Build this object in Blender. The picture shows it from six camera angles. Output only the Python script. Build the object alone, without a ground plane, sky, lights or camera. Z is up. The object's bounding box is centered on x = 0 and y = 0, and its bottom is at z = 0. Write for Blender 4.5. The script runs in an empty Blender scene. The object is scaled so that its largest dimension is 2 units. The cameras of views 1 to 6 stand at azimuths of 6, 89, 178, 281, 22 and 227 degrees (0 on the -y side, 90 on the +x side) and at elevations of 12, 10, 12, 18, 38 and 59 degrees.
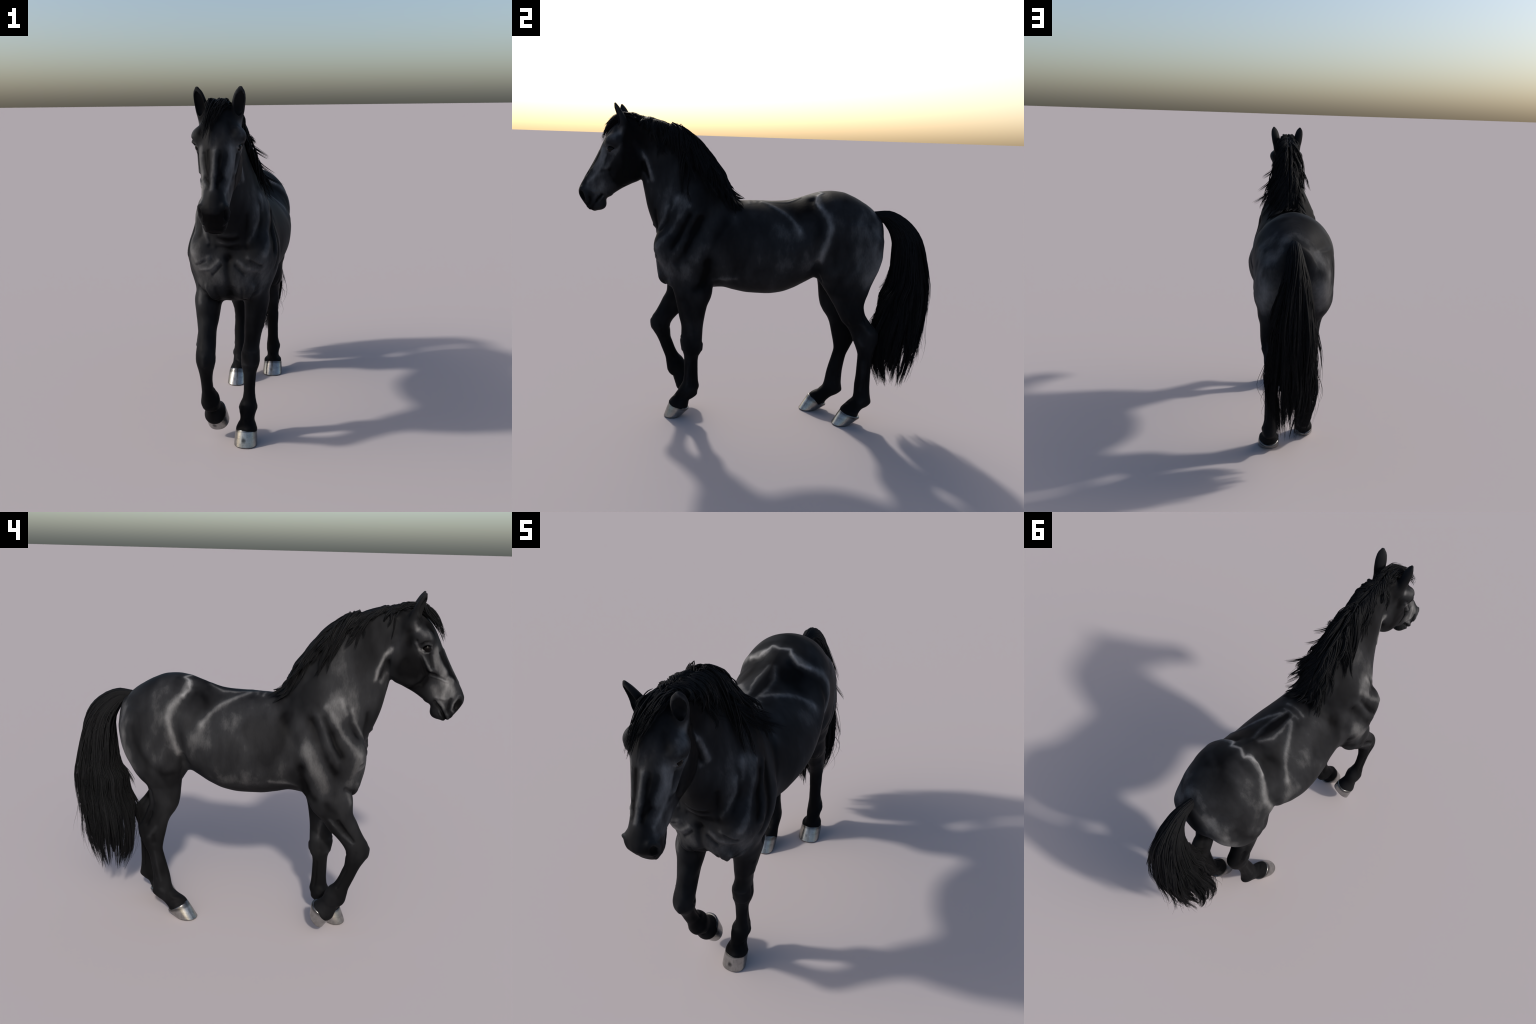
# A black horse walking: smooth body modelled as blended lofts, split into named
# anatomical parts, with polished hooves, eyes, and hair built lock by lock.
import bpy, math, random, time
import numpy as np
from mathutils import Vector, Matrix

T0 = time.time()
rng = np.random.default_rng(7)
F = np.float32


# ------------------------------------------------------------------ lofts ---
def pchip(x, y):
    """Monotone cubic interpolation of table y over x; returns a function."""
    x, y = np.asarray(x, float), np.asarray(y, float)
    h, d = np.diff(x), np.diff(y) / np.diff(x)
    m = np.zeros_like(y)
    m[0], m[-1] = d[0], d[-1]
    for i in range(1, len(x) - 1):
        if d[i - 1] * d[i] > 0:
            w1, w2 = 2 * h[i] + h[i - 1], h[i] + 2 * h[i - 1]
            m[i] = (w1 + w2) / (w1 / d[i - 1] + w2 / d[i])

    def f(t):
        t = np.clip(t, x[0], x[-1])
        i = np.clip(np.searchsorted(x, t) - 1, 0, len(x) - 2)
        s = (t - x[i]) / h[i]
        return ((1 + 2 * s) * (1 - s) ** 2 * y[i] + s * (1 - s) ** 2 * h[i] * m[i]
                + s * s * (3 - 2 * s) * y[i + 1] + s * s * (s - 1) * h[i] * m[i + 1])
    return f


class Loft:
    """Stack of super-ellipse sections along a straight axis.
    rows: t, b_low, b_high, lateral_low, lateral_high, share of height of the widest point, exponent below it, exponent above it"""

    def __init__(self, origin, axis, up, rows, caps=(0.02, 0.02), k=0.03):
        self.o = np.array(origin, F)
        self.a = np.array(axis, float) / np.linalg.norm(axis)
        u = np.array(up, float)
        u -= self.a * (u @ self.a)
        self.u = u / np.linalg.norm(u)
        self.w = np.cross(self.a, self.u)
        if self.w[0] < 0:
            self.w = -self.w
        self.a, self.u, self.w = (v.astype(F) for v in (self.a, self.u, self.w))
        rows = np.array([tuple(r) + (r[-1],) * (8 - len(r)) for r in sorted(rows)], float)
        self.t0, self.t1 = rows[0, 0], rows[-1, 0]
        grid = np.linspace(self.t0, self.t1, 600)
        self.tab = [pchip(rows[:, 0], rows[:, c])(grid).astype(F) for c in range(1, 8)]
        self.caps, self.k = caps, k
        m = 0.05
        c = []
        for t in (self.t0 - caps[0] - m, self.t1 + caps[1] + m):
            for b in (rows[:, 1].min() - m, rows[:, 2].max() + m):
                for l in (rows[:, 3].min() - m, rows[:, 4].max() + m):
                    c.append(self.o + self.a * t + self.u * b + self.w * l)
        self.lo, self.hi = np.min(c, 0), np.max(c, 0)

    def __call__(self, p):
        d = p - self.o
        t, b, l = d @ self.a, d @ self.u, d @ self.w
        i = np.clip((t - self.t0) / (self.t1 - self.t0) * 599, 0, 599).astype(np.int32)
        lo, hi, wl, wh, s, e_lo, e_hi = (q[i] for q in self.tab)
        r_cap = np.ones_like(t)
        c0, c1 = self.caps
        over = np.where(t < self.t0, (self.t0 - t) / c0, np.where(t > self.t1, (t - self.t1) / c1, 0))
        bc, lc, rl = lo + (hi - lo) * s, (wl + wh) / 2, (wh - wl) / 2
        db, dl = b - bc, l - lc
        rb = np.where(db > 0, hi - bc, bc - lo)
        e = np.where(db > 0, e_hi, e_lo)
        q = (np.abs(db / rb) ** e + np.abs(dl / rl) ** e + np.abs(over) ** e + 1e-9) ** (1 / e)
        cap_len = np.where(t < self.t0, over * c0, over * c1)
        r = np.sqrt(db * db + dl * dl + cap_len * cap_len)
        return (r * (1 - 1 / q)).astype(F)


class Ball:
    """Ellipsoid, turned by Euler angles."""

    def __init__(self, centre, radii, turn=(0, 0, 0), k=0.02):
        from mathutils import Euler
        self.c, self.r, self.k = np.array(centre, F), np.array(radii, F), k
        self.m = np.array(Euler([math.radians(a) for a in turn]).to_matrix(), F)
        R = self.r.max() + 0.05
        self.lo, self.hi = self.c - R, self.c + R

    def __call__(self, p):
        d = (p - self.c) @ self.m
        q = np.sqrt(((d / self.r) ** 2).sum(-1) + 1e-9)
        r = np.sqrt((d * d).sum(-1))
        return (r * (1 - 1 / q)).astype(F)


def both(make):
    return [make(1), make(-1)]


# ------------------------------------------------------------ body tables ---
def trunk():
    # y, z low, z high, half width, share of height at the widest point, exponents below and above
    rows = [(-.54, .84, 1.03, .10, .5, 2.2, 2.2), (-.51, .79, 1.07, .146, .52, 2.2, 2.2), (-.475, .765, 1.10, .176, .55, 2.2, 2.2),
            (-.43, .745, 1.13, .212, .58, 2.2, 2.2), (-.38, .740, 1.165, .221, .58, 2.2, 2.2), (-.30, .748, 1.205, .212, .54, 2.1, 2.1),
            (-.20, .756, 1.237, .198, .54, 1.9, 2.0), (-.13, .742, 1.248, .205, .52, 1.95, 1.9), (-.05, .730, 1.251, .223, .49, 2.0, 1.8),
            (.05, .728, 1.253, .241, .48, 2.0, 1.7), (.13, .739, 1.258, .248, .48, 2.0, 1.55), (.20, .764, 1.270, .247, .48, 1.95, 1.42),
            (.27, .802, 1.293, .238, .48, 1.95, 1.42), (.33, .832, 1.310, .230, .50, 2.0, 1.65), (.40, .84, 1.318, .224, .50, 2.0, 1.95),
            (.46, .845, 1.313, .215, .50, 2.0, 2.05), (.52, .85, 1.292, .198, .50, 2.0, 2.05), (.58, .86, 1.260, .172, .53, 2.0, 2.0),
            (.63, .88, 1.226, .138, .55, 2.0, 2.0), (.67, .92, 1.186, .102, .55, 2.0, 2.0)]
    rows = [(y, lo, hi, -w, w, sh, e0, e1) for y, lo, hi, w, sh, e0, e1 in rows]
    return Loft((0, 0, 0), (0, 1, 0), (0, 0, 1), rows, caps=(.03, .035), k=.04)


def neck():
    rows = [(.02, -.19, .30, .180, .45, 2.0), (.10, -.19, .278, .184, .45, 2.0), (.18, -.185, .276, .186, .46, 1.95), (.24, -.176, .282, .172, .46, 1.9),
            (.30, -.165, .286, .147, .45, 1.9), (.36, -.150, .282, .120, .45, 1.9), (.436, -.122, .272, .099, .44, 1.9),
            (.51, -.093, .254, .084, .42, 1.9), (.58, -.06, .226, .076, .42, 1.9), (.64, -.035, .202, .068, .47, 1.9),
            (.70, -.02, .162, .062, .5, 2.0), (.75, -.0, .116, .054, .5, 2.0)]
    rows = [(t, lo, hi, -w, w, sh, e) for t, lo, hi, w, sh, e in rows]
    return Loft((0.002, -.30, .97), (0, -.536, .844), (0, .844, .536), rows, caps=(.05, .02), k=.035)


HEAD_O, HEAD_D, HEAD_U = np.array((.004, -.735, 1.62)), np.array((0, -.466, -.885)), np.array((0, -.885, .466))


def head_point(t, b, x):
    return HEAD_O + HEAD_D * t + HEAD_U * b + np.array((x, 0, 0))


def skull():
    rows = [(-.045, -.07, .035, .055, .5, 2.2, 2.1), (0., -.10, .062, .076, .5, 2.3, 2.1), (.05, -.11, .077, .090, .5, 2.3, 2.1),
            (.09, -.11, .080, .095, .5, 2.4, 2.1), (.128, -.11, .080, .093, .52, 2.5, 2.05), (.17, -.105, .078, .084, .5, 2.5, 2.0),
            (.213, -.10, .0765, .076, .48, 2.5, 2.0), (.26, -.10, .077, .069, .45, 2.4, 2.0), (.30, -.10, .0785, .063, .45, 2.4, 2.0),
            (.345, -.088, .081, .057, .45, 2.3, 2.1), (.38, -.078, .082, .054, .5, 2.3, 2.2), (.415, -.080, .080, .053, .5, 2.3, 2.2),
            (.44, -.085, .068, .052, .45, 2.3, 2.2), (.462, -.078, .037, .047, .45, 2.2, 2.2), (.480, -.060, .0, .038, .5, 2.2, 2.2)]
    rows = [(t, lo, hi, -w, w, sh, e0, e1) for t, lo, hi, w, sh, e0, e1 in rows]
    return Loft(HEAD_O, HEAD_D, HEAD_U, rows, caps=(.03, .008), k=.03)


def jaw():
    rows = [(.045, -.140, -.04, .062, .5, 2.4), (.08, -.165, -.01, .074, .5, 2.6), (.128, -.186, 0, .082, .5, 2.8),
            (.175, -.197, 0, .082, .5, 2.8), (.21, -.190, -.01, .078, .5, 2.7), (.25, -.161, -.02, .068, .5, 2.5),
            (.30, -.126, -.03, .052, .5, 2.3), (.35, -.097, -.03, .042, .5, 2.2)]
    rows = [(t, lo, hi, -w, w, s, e) for t, lo, hi, w, s, e in rows]
    return Loft(HEAD_O, HEAD_D, HEAD_U, rows, caps=(.03, .03), k=.022)


def leg(rows, k=.03, caps=(.02, .02), e=2.1):
    # z, y front, y back, x low, x high
    return Loft((0, 0, 0), (0, 0, 1), (0, 1, 0), [(z, f, b, lo, hi, .5, e) for z, f, b, lo, hi in rows], caps=caps, k=k)


FORE_STANDING = [(.90, -.49, -.27, .055, .170), (.80, -.478, -.248, .052, .174), (.755, -.462, -.244, .050, .174), (.72, -.452, -.250, .047, .170),
                 (.66, -.440, -.273, .048, .157), (.60, -.429, -.286, .046, .143), (.53, -.416, -.296, .044, .126),
                 (.478, -.418, -.299, .034, .119), (.456, -.419, -.300, .027, .121), (.415, -.413, -.301, .025, .121),
                 (.385, -.407, -.306, .026, .116), (.36, -.401, -.319, .032, .107), (.326, -.400, -.323, .037, .098),
                 (.262, -.400, -.322, .037, .094), (.21, -.405, -.319, .031, .097), (.178, -.421, -.314, .018, .102),
                 (.150, -.436, -.322, .015, .103), (.130, -.450, -.324, .020, .098), (.113, -.462, -.340, .021, .096),
                 (.092, -.480, -.370, .011, .104), (.070, -.486, -.374, .003, .110), (.045, -.482, -.378, .003, .110)]
FORE_LIFTED = [(.90, -.49, -.27, -.170, -.055), (.80, -.515, -.272, -.182, -.052), (.755, -.524, -.297, -.190, -.055), (.70, -.527, -.325, -.184, -.064),
               (.65, -.550, -.375, -.172, -.069), (.60, -.574, -.412, -.164, -.077), (.568, -.592, -.447, -.163, -.075),
               (.54, -.610, -.474, -.165, -.073), (.509, -.618, -.497, -.167, -.073), (.484, -.616, -.506, -.167, -.070),
               (.46, -.608, -.505, -.164, -.075), (.42, -.585, -.503, -.158, -.087), (.385, -.569, -.491, -.155, -.094),
               (.35, -.556, -.478, -.154, -.097), (.31, -.540, -.456, -.155, -.097), (.285, -.531, -.430, -.158, -.090),
               (.25, -.525, -.414, -.163, -.079), (.225, -.520, -.413, -.162, -.076), (.205, -.508, -.418, -.158, -.080)]
HIND_STANDING = [(1.14, .38, .62, .03, .180), (1.05, .34, .690, .02, .205), (.98, .325, .690, .015, .214), (.90, .322, .672, .012, .217), (.85, .335, .652, .012, .210),
                 (.80, .362, .633, .018, .193), (.76, .390, .620, .03, .188), (.715, .418, .605, .045, .176), (.688, .435, .600, .055, .174),
                 (.65, .455, .607, .06, .172), (.60, .482, .637, .06, .163), (.564, .515, .668, .057, .150), (.53, .535, .692, .056, .147),
                 (.493, .549, .694, .058, .145), (.45, .568, .680, .063, .143), (.40, .582, .668, .068, .140), (.34, .580, .662, .070, .138),
                 (.29, .578, .660, .072, .135), (.228, .572, .660, .072, .135), (.18, .571, .663, .068, .142), (.155, .567, .667, .065, .147),
                 (.129, .540, .672, .066, .147), (.105, .514, .653, .073, .144), (.092, .502, .628, .072, .146), (.075, .498, .610, .054, .163),
                 (.050, .500, .600, .054, .163)]
HIND_FORWARD = [(1.14, .38, .62, -.185, -.03), (1.05, .32, .676, -.212, -.02), (.98, .31, .668, -.221, -.015), (.91, .312, .645, -.224, -.012), (.86, .325, .617, -.222, -.012),
                (.82, .340, .596, -.212, -.012), (.79, .353, .575, -.198, -.018), (.74, .360, .536, -.171, -.033), (.70, .364, .530, -.162, -.038),
                (.65, .374, .530, -.156, -.040), (.615, .390, .542, -.154, -.040), (.567, .422, .560, -.152, -.042), (.539, .434, .575, -.149, -.044),
                (.50, .444, .598, -.146, -.044), (.46, .453, .592, -.144, -.050), (.425, .461, .580, -.134, -.057), (.383, .467, .560, -.126, -.062),
                (.34, .458, .541, -.123, -.062), (.286, .443, .530, -.124, -.062), (.234, .430, .523, -.122, -.060), (.175, .420, .521, -.128, -.055),
                (.150, .412, .524, -.132, -.052), (.125, .383, .528, -.130, -.052), (.102, .344, .505, -.130, -.052), (.085, .331, .470, -.138, -.050),
                (.060, .328, .440, -.146, -.046), (.045, .335, .430, -.146, -.046)]

# lifted forefoot: pastern runs back and down from the fetlock to the hoof
FETLOCK, CORONET = np.array((-.119, -.470, .236)), np.array((-.106, -.405, .136))
LIFT_AXIS = np.array((.20, .70, -.68))


def pastern_lifted():
    L = float(np.linalg.norm(CORONET - FETLOCK))
    rows = [(0, -.050, .050, -.042, .042, .5, 2.1), (L * .4, -.048, .048, -.039, .039, .5, 2.1),
            (L * .72, -.055, .055, -.047, .047, .5, 2.1), (L * .97, -.0615, .0615, -.0555, .0555, .5, 2.1), (L + .018, -.056, .056, -.05, .05, .5, 2.1)]
    return Loft(FETLOCK, CORONET - FETLOCK, (0, .7, .7), rows, caps=(.02, .01), k=.02)


def ear_axis(s):
    return np.array((s * .066 + .004, -.726, 1.606)), np.array((s * .091 + .006, -.780, 1.753))


def ear(s):
    base, tip = ear_axis(s)
    L = float(np.linalg.norm(tip - base))
    rows = [(-.03, -.014, .014, .012, .5, 2.0), (0, -.026, .026, .022, .5, 2.0), (.03, -.028, .028, .0245, .5, 2.0), (.065, -.025, .026, .0285, .5, 2.0),
            (.095, -.020, .021, .0290, .5, 2.0), (.125, -.015, .015, .0255, .5, 2.0), (.143, -.010, .010, .0195, .5, 2.0), (L - .003, -.006, .006, .010, .5, 2.0)]
    # the ear leans its mouth forwards and a little outwards
    return Loft(base, tip - base, (s * -.45, .85, .3), [(t, lo, hi, -w, w, c, e) for t, lo, hi, w, c, e in rows], caps=(.01, .007), k=.026)


def ear_hollow(s):
    base, tip = ear_axis(s)
    L = float(np.linalg.norm(tip - base))
    base = base + np.array((s * .006, -.015, -.004))
    rows = [(.040, -.012, .006, .009, .5, 2.0), (.068, -.024, .020, .0205, .5, 2.0), (.095, -.022, .018, .0220, .5, 2.0), (.125, -.016, .012, .0165, .5, 2.0),
            (L - .020, -.008, .004, .007, .5, 2.0)]
    return Loft(base, tip - base, (s * -.45, .85, .3), [(t, lo, hi, -w, w, c, e) for t, lo, hi, w, c, e in rows], caps=(.012, .004), k=.005)


ADD = [trunk(), neck(), leg(FORE_STANDING, k=.035), leg(FORE_LIFTED, k=.035), leg(HIND_STANDING, k=.05), leg(HIND_FORWARD, k=.05),
       pastern_lifted(), skull(), jaw()]
ADD += both(lambda s: Ball((s * .118, -.468, .985), (.082, .098, .115), (20, 0, 0), k=.05))          # shoulder point
ADD += both(lambda s: Ball((s * .070, -.468, .850), (.070, .086, .082), k=.03))                     # breast muscle
ADD += both(lambda s: Ball((s * .080 + .004, -.790, 1.555), (.034, .042, .034), k=.034))            # brow
ADD += both(lambda s: Ball(head_point(.418, .030, s * .040), (.022, .030, .040), (25, 0, 0), k=.02))  # nostril wing
ADD += [Ball(head_point(.433, -.066, 0), (.036, .028, .030), (0, 0, 0), k=.014)]                   # chin
ADD += both(ear)
CUT = both(ear_hollow)
CUT += both(lambda s: Ball((s * .057 + .004, -.973, 1.258), (.0165, .017, .030), (28, 0, s * 24), k=.008))  # nostril
CUT += both(lambda s: Ball((s * .100 + .003, -.804, 1.5165), (.020, .0215, .0105), (-14, 0, s * 8), k=.005))  # eye opening


def field(p):
    f = np.full(len(p), .2, F)
    for part in ADD:
        m = np.flatnonzero(((p > part.lo) & (p < part.hi)).all(1))
        if not len(m):
            continue
        g, a, k = part(p[m]), f[m], part.k
        h = np.maximum(k - np.abs(a - g), 0) / k
        f[m] = np.minimum(a, g) - h * h * k * .25
    for part in CUT:
        m = np.flatnonzero(((p > part.lo) & (p < part.hi)).all(1))
        if not len(m):
            continue
        g, a, k = -part(p[m]), f[m], part.k
        h = np.maximum(k - np.abs(a - g), 0) / k
        f[m] = np.maximum(a, g) + h * h * k * .25
    return f


# ------------------------------------------------------- surface extraction ---
def axis_grid(pieces):
    out = [pieces[0][0]]
    for a, b, step in pieces:
        n = max(1, round((b - a) / step))
        out += list(np.linspace(a, b, n + 1)[1:])
    return np.array(out, F)


def extract():
    X = axis_grid([(-.288, -.135, .0048), (-.135, .135, .0026), (.135, .288, .0048)])
    Y = axis_grid([(-1.03, -.66, .0023), (-.66, .76, .0048)])
    Z = axis_grid([(.01, 1.14, .0048), (1.14, 1.79, .0024)])
    B = 8
    n = [len(X), len(Y), len(Z)]
    V = np.full(n, .1, F)
    cen, blocks = [], []
    for i in range(0, n[0] - 1, B):
        for j in range(0, n[1] - 1, B):
            for k in range(0, n[2] - 1, B):
                i1, j1, k1 = (min(q + B, m - 1) for q, m in zip((i, j, k), n))
                cen.append(((X[i] + X[i1]) / 2, (Y[j] + Y[j1]) / 2, (Z[k] + Z[k1]) / 2))
                blocks.append((i, i1, j, j1, k, k1))
    cen = np.array(cen, F)
    fc = field(cen)
    todo = []
    for c, f, b in zip(cen, fc, blocks):
        i, i1, j, j1, k, k1 = b
        if abs(f) < .048:
            todo.append(b)
        else:
            V[i:i1 + 1, j:j1 + 1, k:k1 + 1] = .1 if f > 0 else -.1
    pts = []
    for i, i1, j, j1, k, k1 in todo:
        g = np.meshgrid(X[i:i1 + 1], Y[j:j1 + 1], Z[k:k1 + 1], indexing="ij")
        pts.append(np.stack([q.ravel() for q in g], 1))
    fv = np.empty(sum(map(len, pts)), F)
    at = 0
    allp = np.concatenate(pts)
    for s in range(0, len(allp), 400000):
        fv[s:s + 400000] = field(allp[s:s + 400000])
    for b, q in zip(todo, pts):
        i, i1, j, j1, k, k1 = b
        V[i:i1 + 1, j:j1 + 1, k:k1 + 1] = fv[at:at + len(q)].reshape(i1 - i + 1, j1 - j + 1, k1 - k + 1)
        at += len(q)
    # naive surface nets
    S = V < 0
    cnt = np.zeros([m - 1 for m in n], np.int8)
    for di in (0, 1):
        for dj in (0, 1):
            for dk in (0, 1):
                cnt += S[di:n[0] - 1 + di, dj:n[1] - 1 + dj, dk:n[2] - 1 + dk]
    active = (cnt > 0) & (cnt < 8)
    ci, cj, ck = np.nonzero(active)
    ids = np.full(active.shape, -1, np.int32)
    ids[ci, cj, ck] = np.arange(len(ci))
    acc, w = np.zeros((len(ci), 3)), np.zeros(len(ci))
    corner = lambda d: (ci + d[0], cj + d[1], ck + d[2])
    pos = lambda d: np.stack([X[ci + d[0]], Y[cj + d[1]], Z[ck + d[2]]], 1)
    for ax in range(3):
        for o in range(4):
            d0 = [0, 0, 0]
            d0[(ax + 1) % 3], d0[(ax + 2) % 3] = o & 1, o >> 1
            d1 = list(d0)
            d1[ax] = 1
            a, b = V[corner(d0)], V[corner(d1)]
            m = (a < 0) != (b < 0)
            t = np.where(m, a / np.where(m, a - b, 1), 0)[:, None]
            acc += np.where(m[:, None], pos(d0) * (1 - t) + pos(d1) * t, 0)
            w += m
    verts = acc / w[:, None]
    quads = []
    for ax in range(3):
        a1, a2 = (ax + 1) % 3, (ax + 2) % 3
        lo, hi = [slice(None)] * 3, [slice(None)] * 3
        lo[ax], hi[ax] = slice(0, n[ax] - 1), slice(1, n[ax])
        A, Bq = S[tuple(lo)], S[tuple(hi)]
        e = np.argwhere(A != Bq)
        ok = (e[:, a1] > 0) & (e[:, a2] > 0) & (e[:, a1] < n[a1] - 1) & (e[:, a2] < n[a2] - 1)
        e = e[ok]
        inside = A[tuple(e.T)]
        u1, u2 = np.eye(3, dtype=int)[a1], np.eye(3, dtype=int)[a2]
        q = np.stack([ids[tuple((e - u1 - u2).T)], ids[tuple((e - u2).T)], ids[tuple(e.T)], ids[tuple((e - u1).T)]], 1)
        q[~inside] = q[~inside][:, ::-1]
        quads.append(q)
    return verts, np.concatenate(quads)


def neighbours(quads, n):
    e = np.concatenate([quads[:, [0, 1]], quads[:, [1, 2]], quads[:, [2, 3]], quads[:, [3, 0]]])
    e = np.concatenate([e, e[:, ::-1]])
    return e, np.bincount(e[:, 0], minlength=n).astype(float)


def smooth(v, e, deg, times, amount=.5):
    for _ in range(times):
        s = np.stack([np.bincount(e[:, 0], v[e[:, 1], c], minlength=len(v)) for c in range(3)], 1)
        v = v + amount * (s / deg[:, None] - v)
    return v


def vertex_normals(v, quads):
    d1, d2 = v[quads[:, 2]] - v[quads[:, 0]], v[quads[:, 3]] - v[quads[:, 1]]
    fn = np.cross(d1, d2)
    out = np.zeros_like(v)
    for c in range(4):
        for k in range(3):
            out[:, k] += np.bincount(quads[:, c], fn[:, k], minlength=len(v))
    return out / (np.linalg.norm(out, axis=1, keepdims=True) + 1e-12)


def project(v, steps=2):
    h = 1e-3
    for _ in range(steps):
        p = v.astype(F)
        f = field(p)
        g = np.stack([(field(p + np.eye(3, dtype=F)[c] * F(h)) - f) / h for c in range(3)], 1)
        g2 = np.maximum((g * g).sum(1), .05)
        step = (f / g2)[:, None] * g
        L = np.linalg.norm(step, axis=1, keepdims=True)
        v = v - step * np.minimum(1, .003 / np.maximum(L, 1e-9))
    return v


verts, quads = extract()
edges, degree = neighbours(quads, len(verts))
verts = project(verts, 2)
verts = smooth(verts, edges, degree, 3, .5)
print("surface", len(verts), len(quads), round(time.time() - T0, 1), "s")


# ------------------------------------------------------------- sculpting ---
def polyline_distance(p, line):
    best = np.full(len(p), 9.0)
    if len(line) == 1:
        return np.linalg.norm(p - np.asarray(line[0]), axis=1)
    for a, b in zip(line[:-1], line[1:]):
        a, b = np.asarray(a), np.asarray(b)
        ab = b - a
        t = np.clip(((p - a) @ ab) / (ab @ ab), 0, 1)
        best = np.minimum(best, np.linalg.norm(p - a - t[:, None] * ab, axis=1))
    return best


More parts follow.
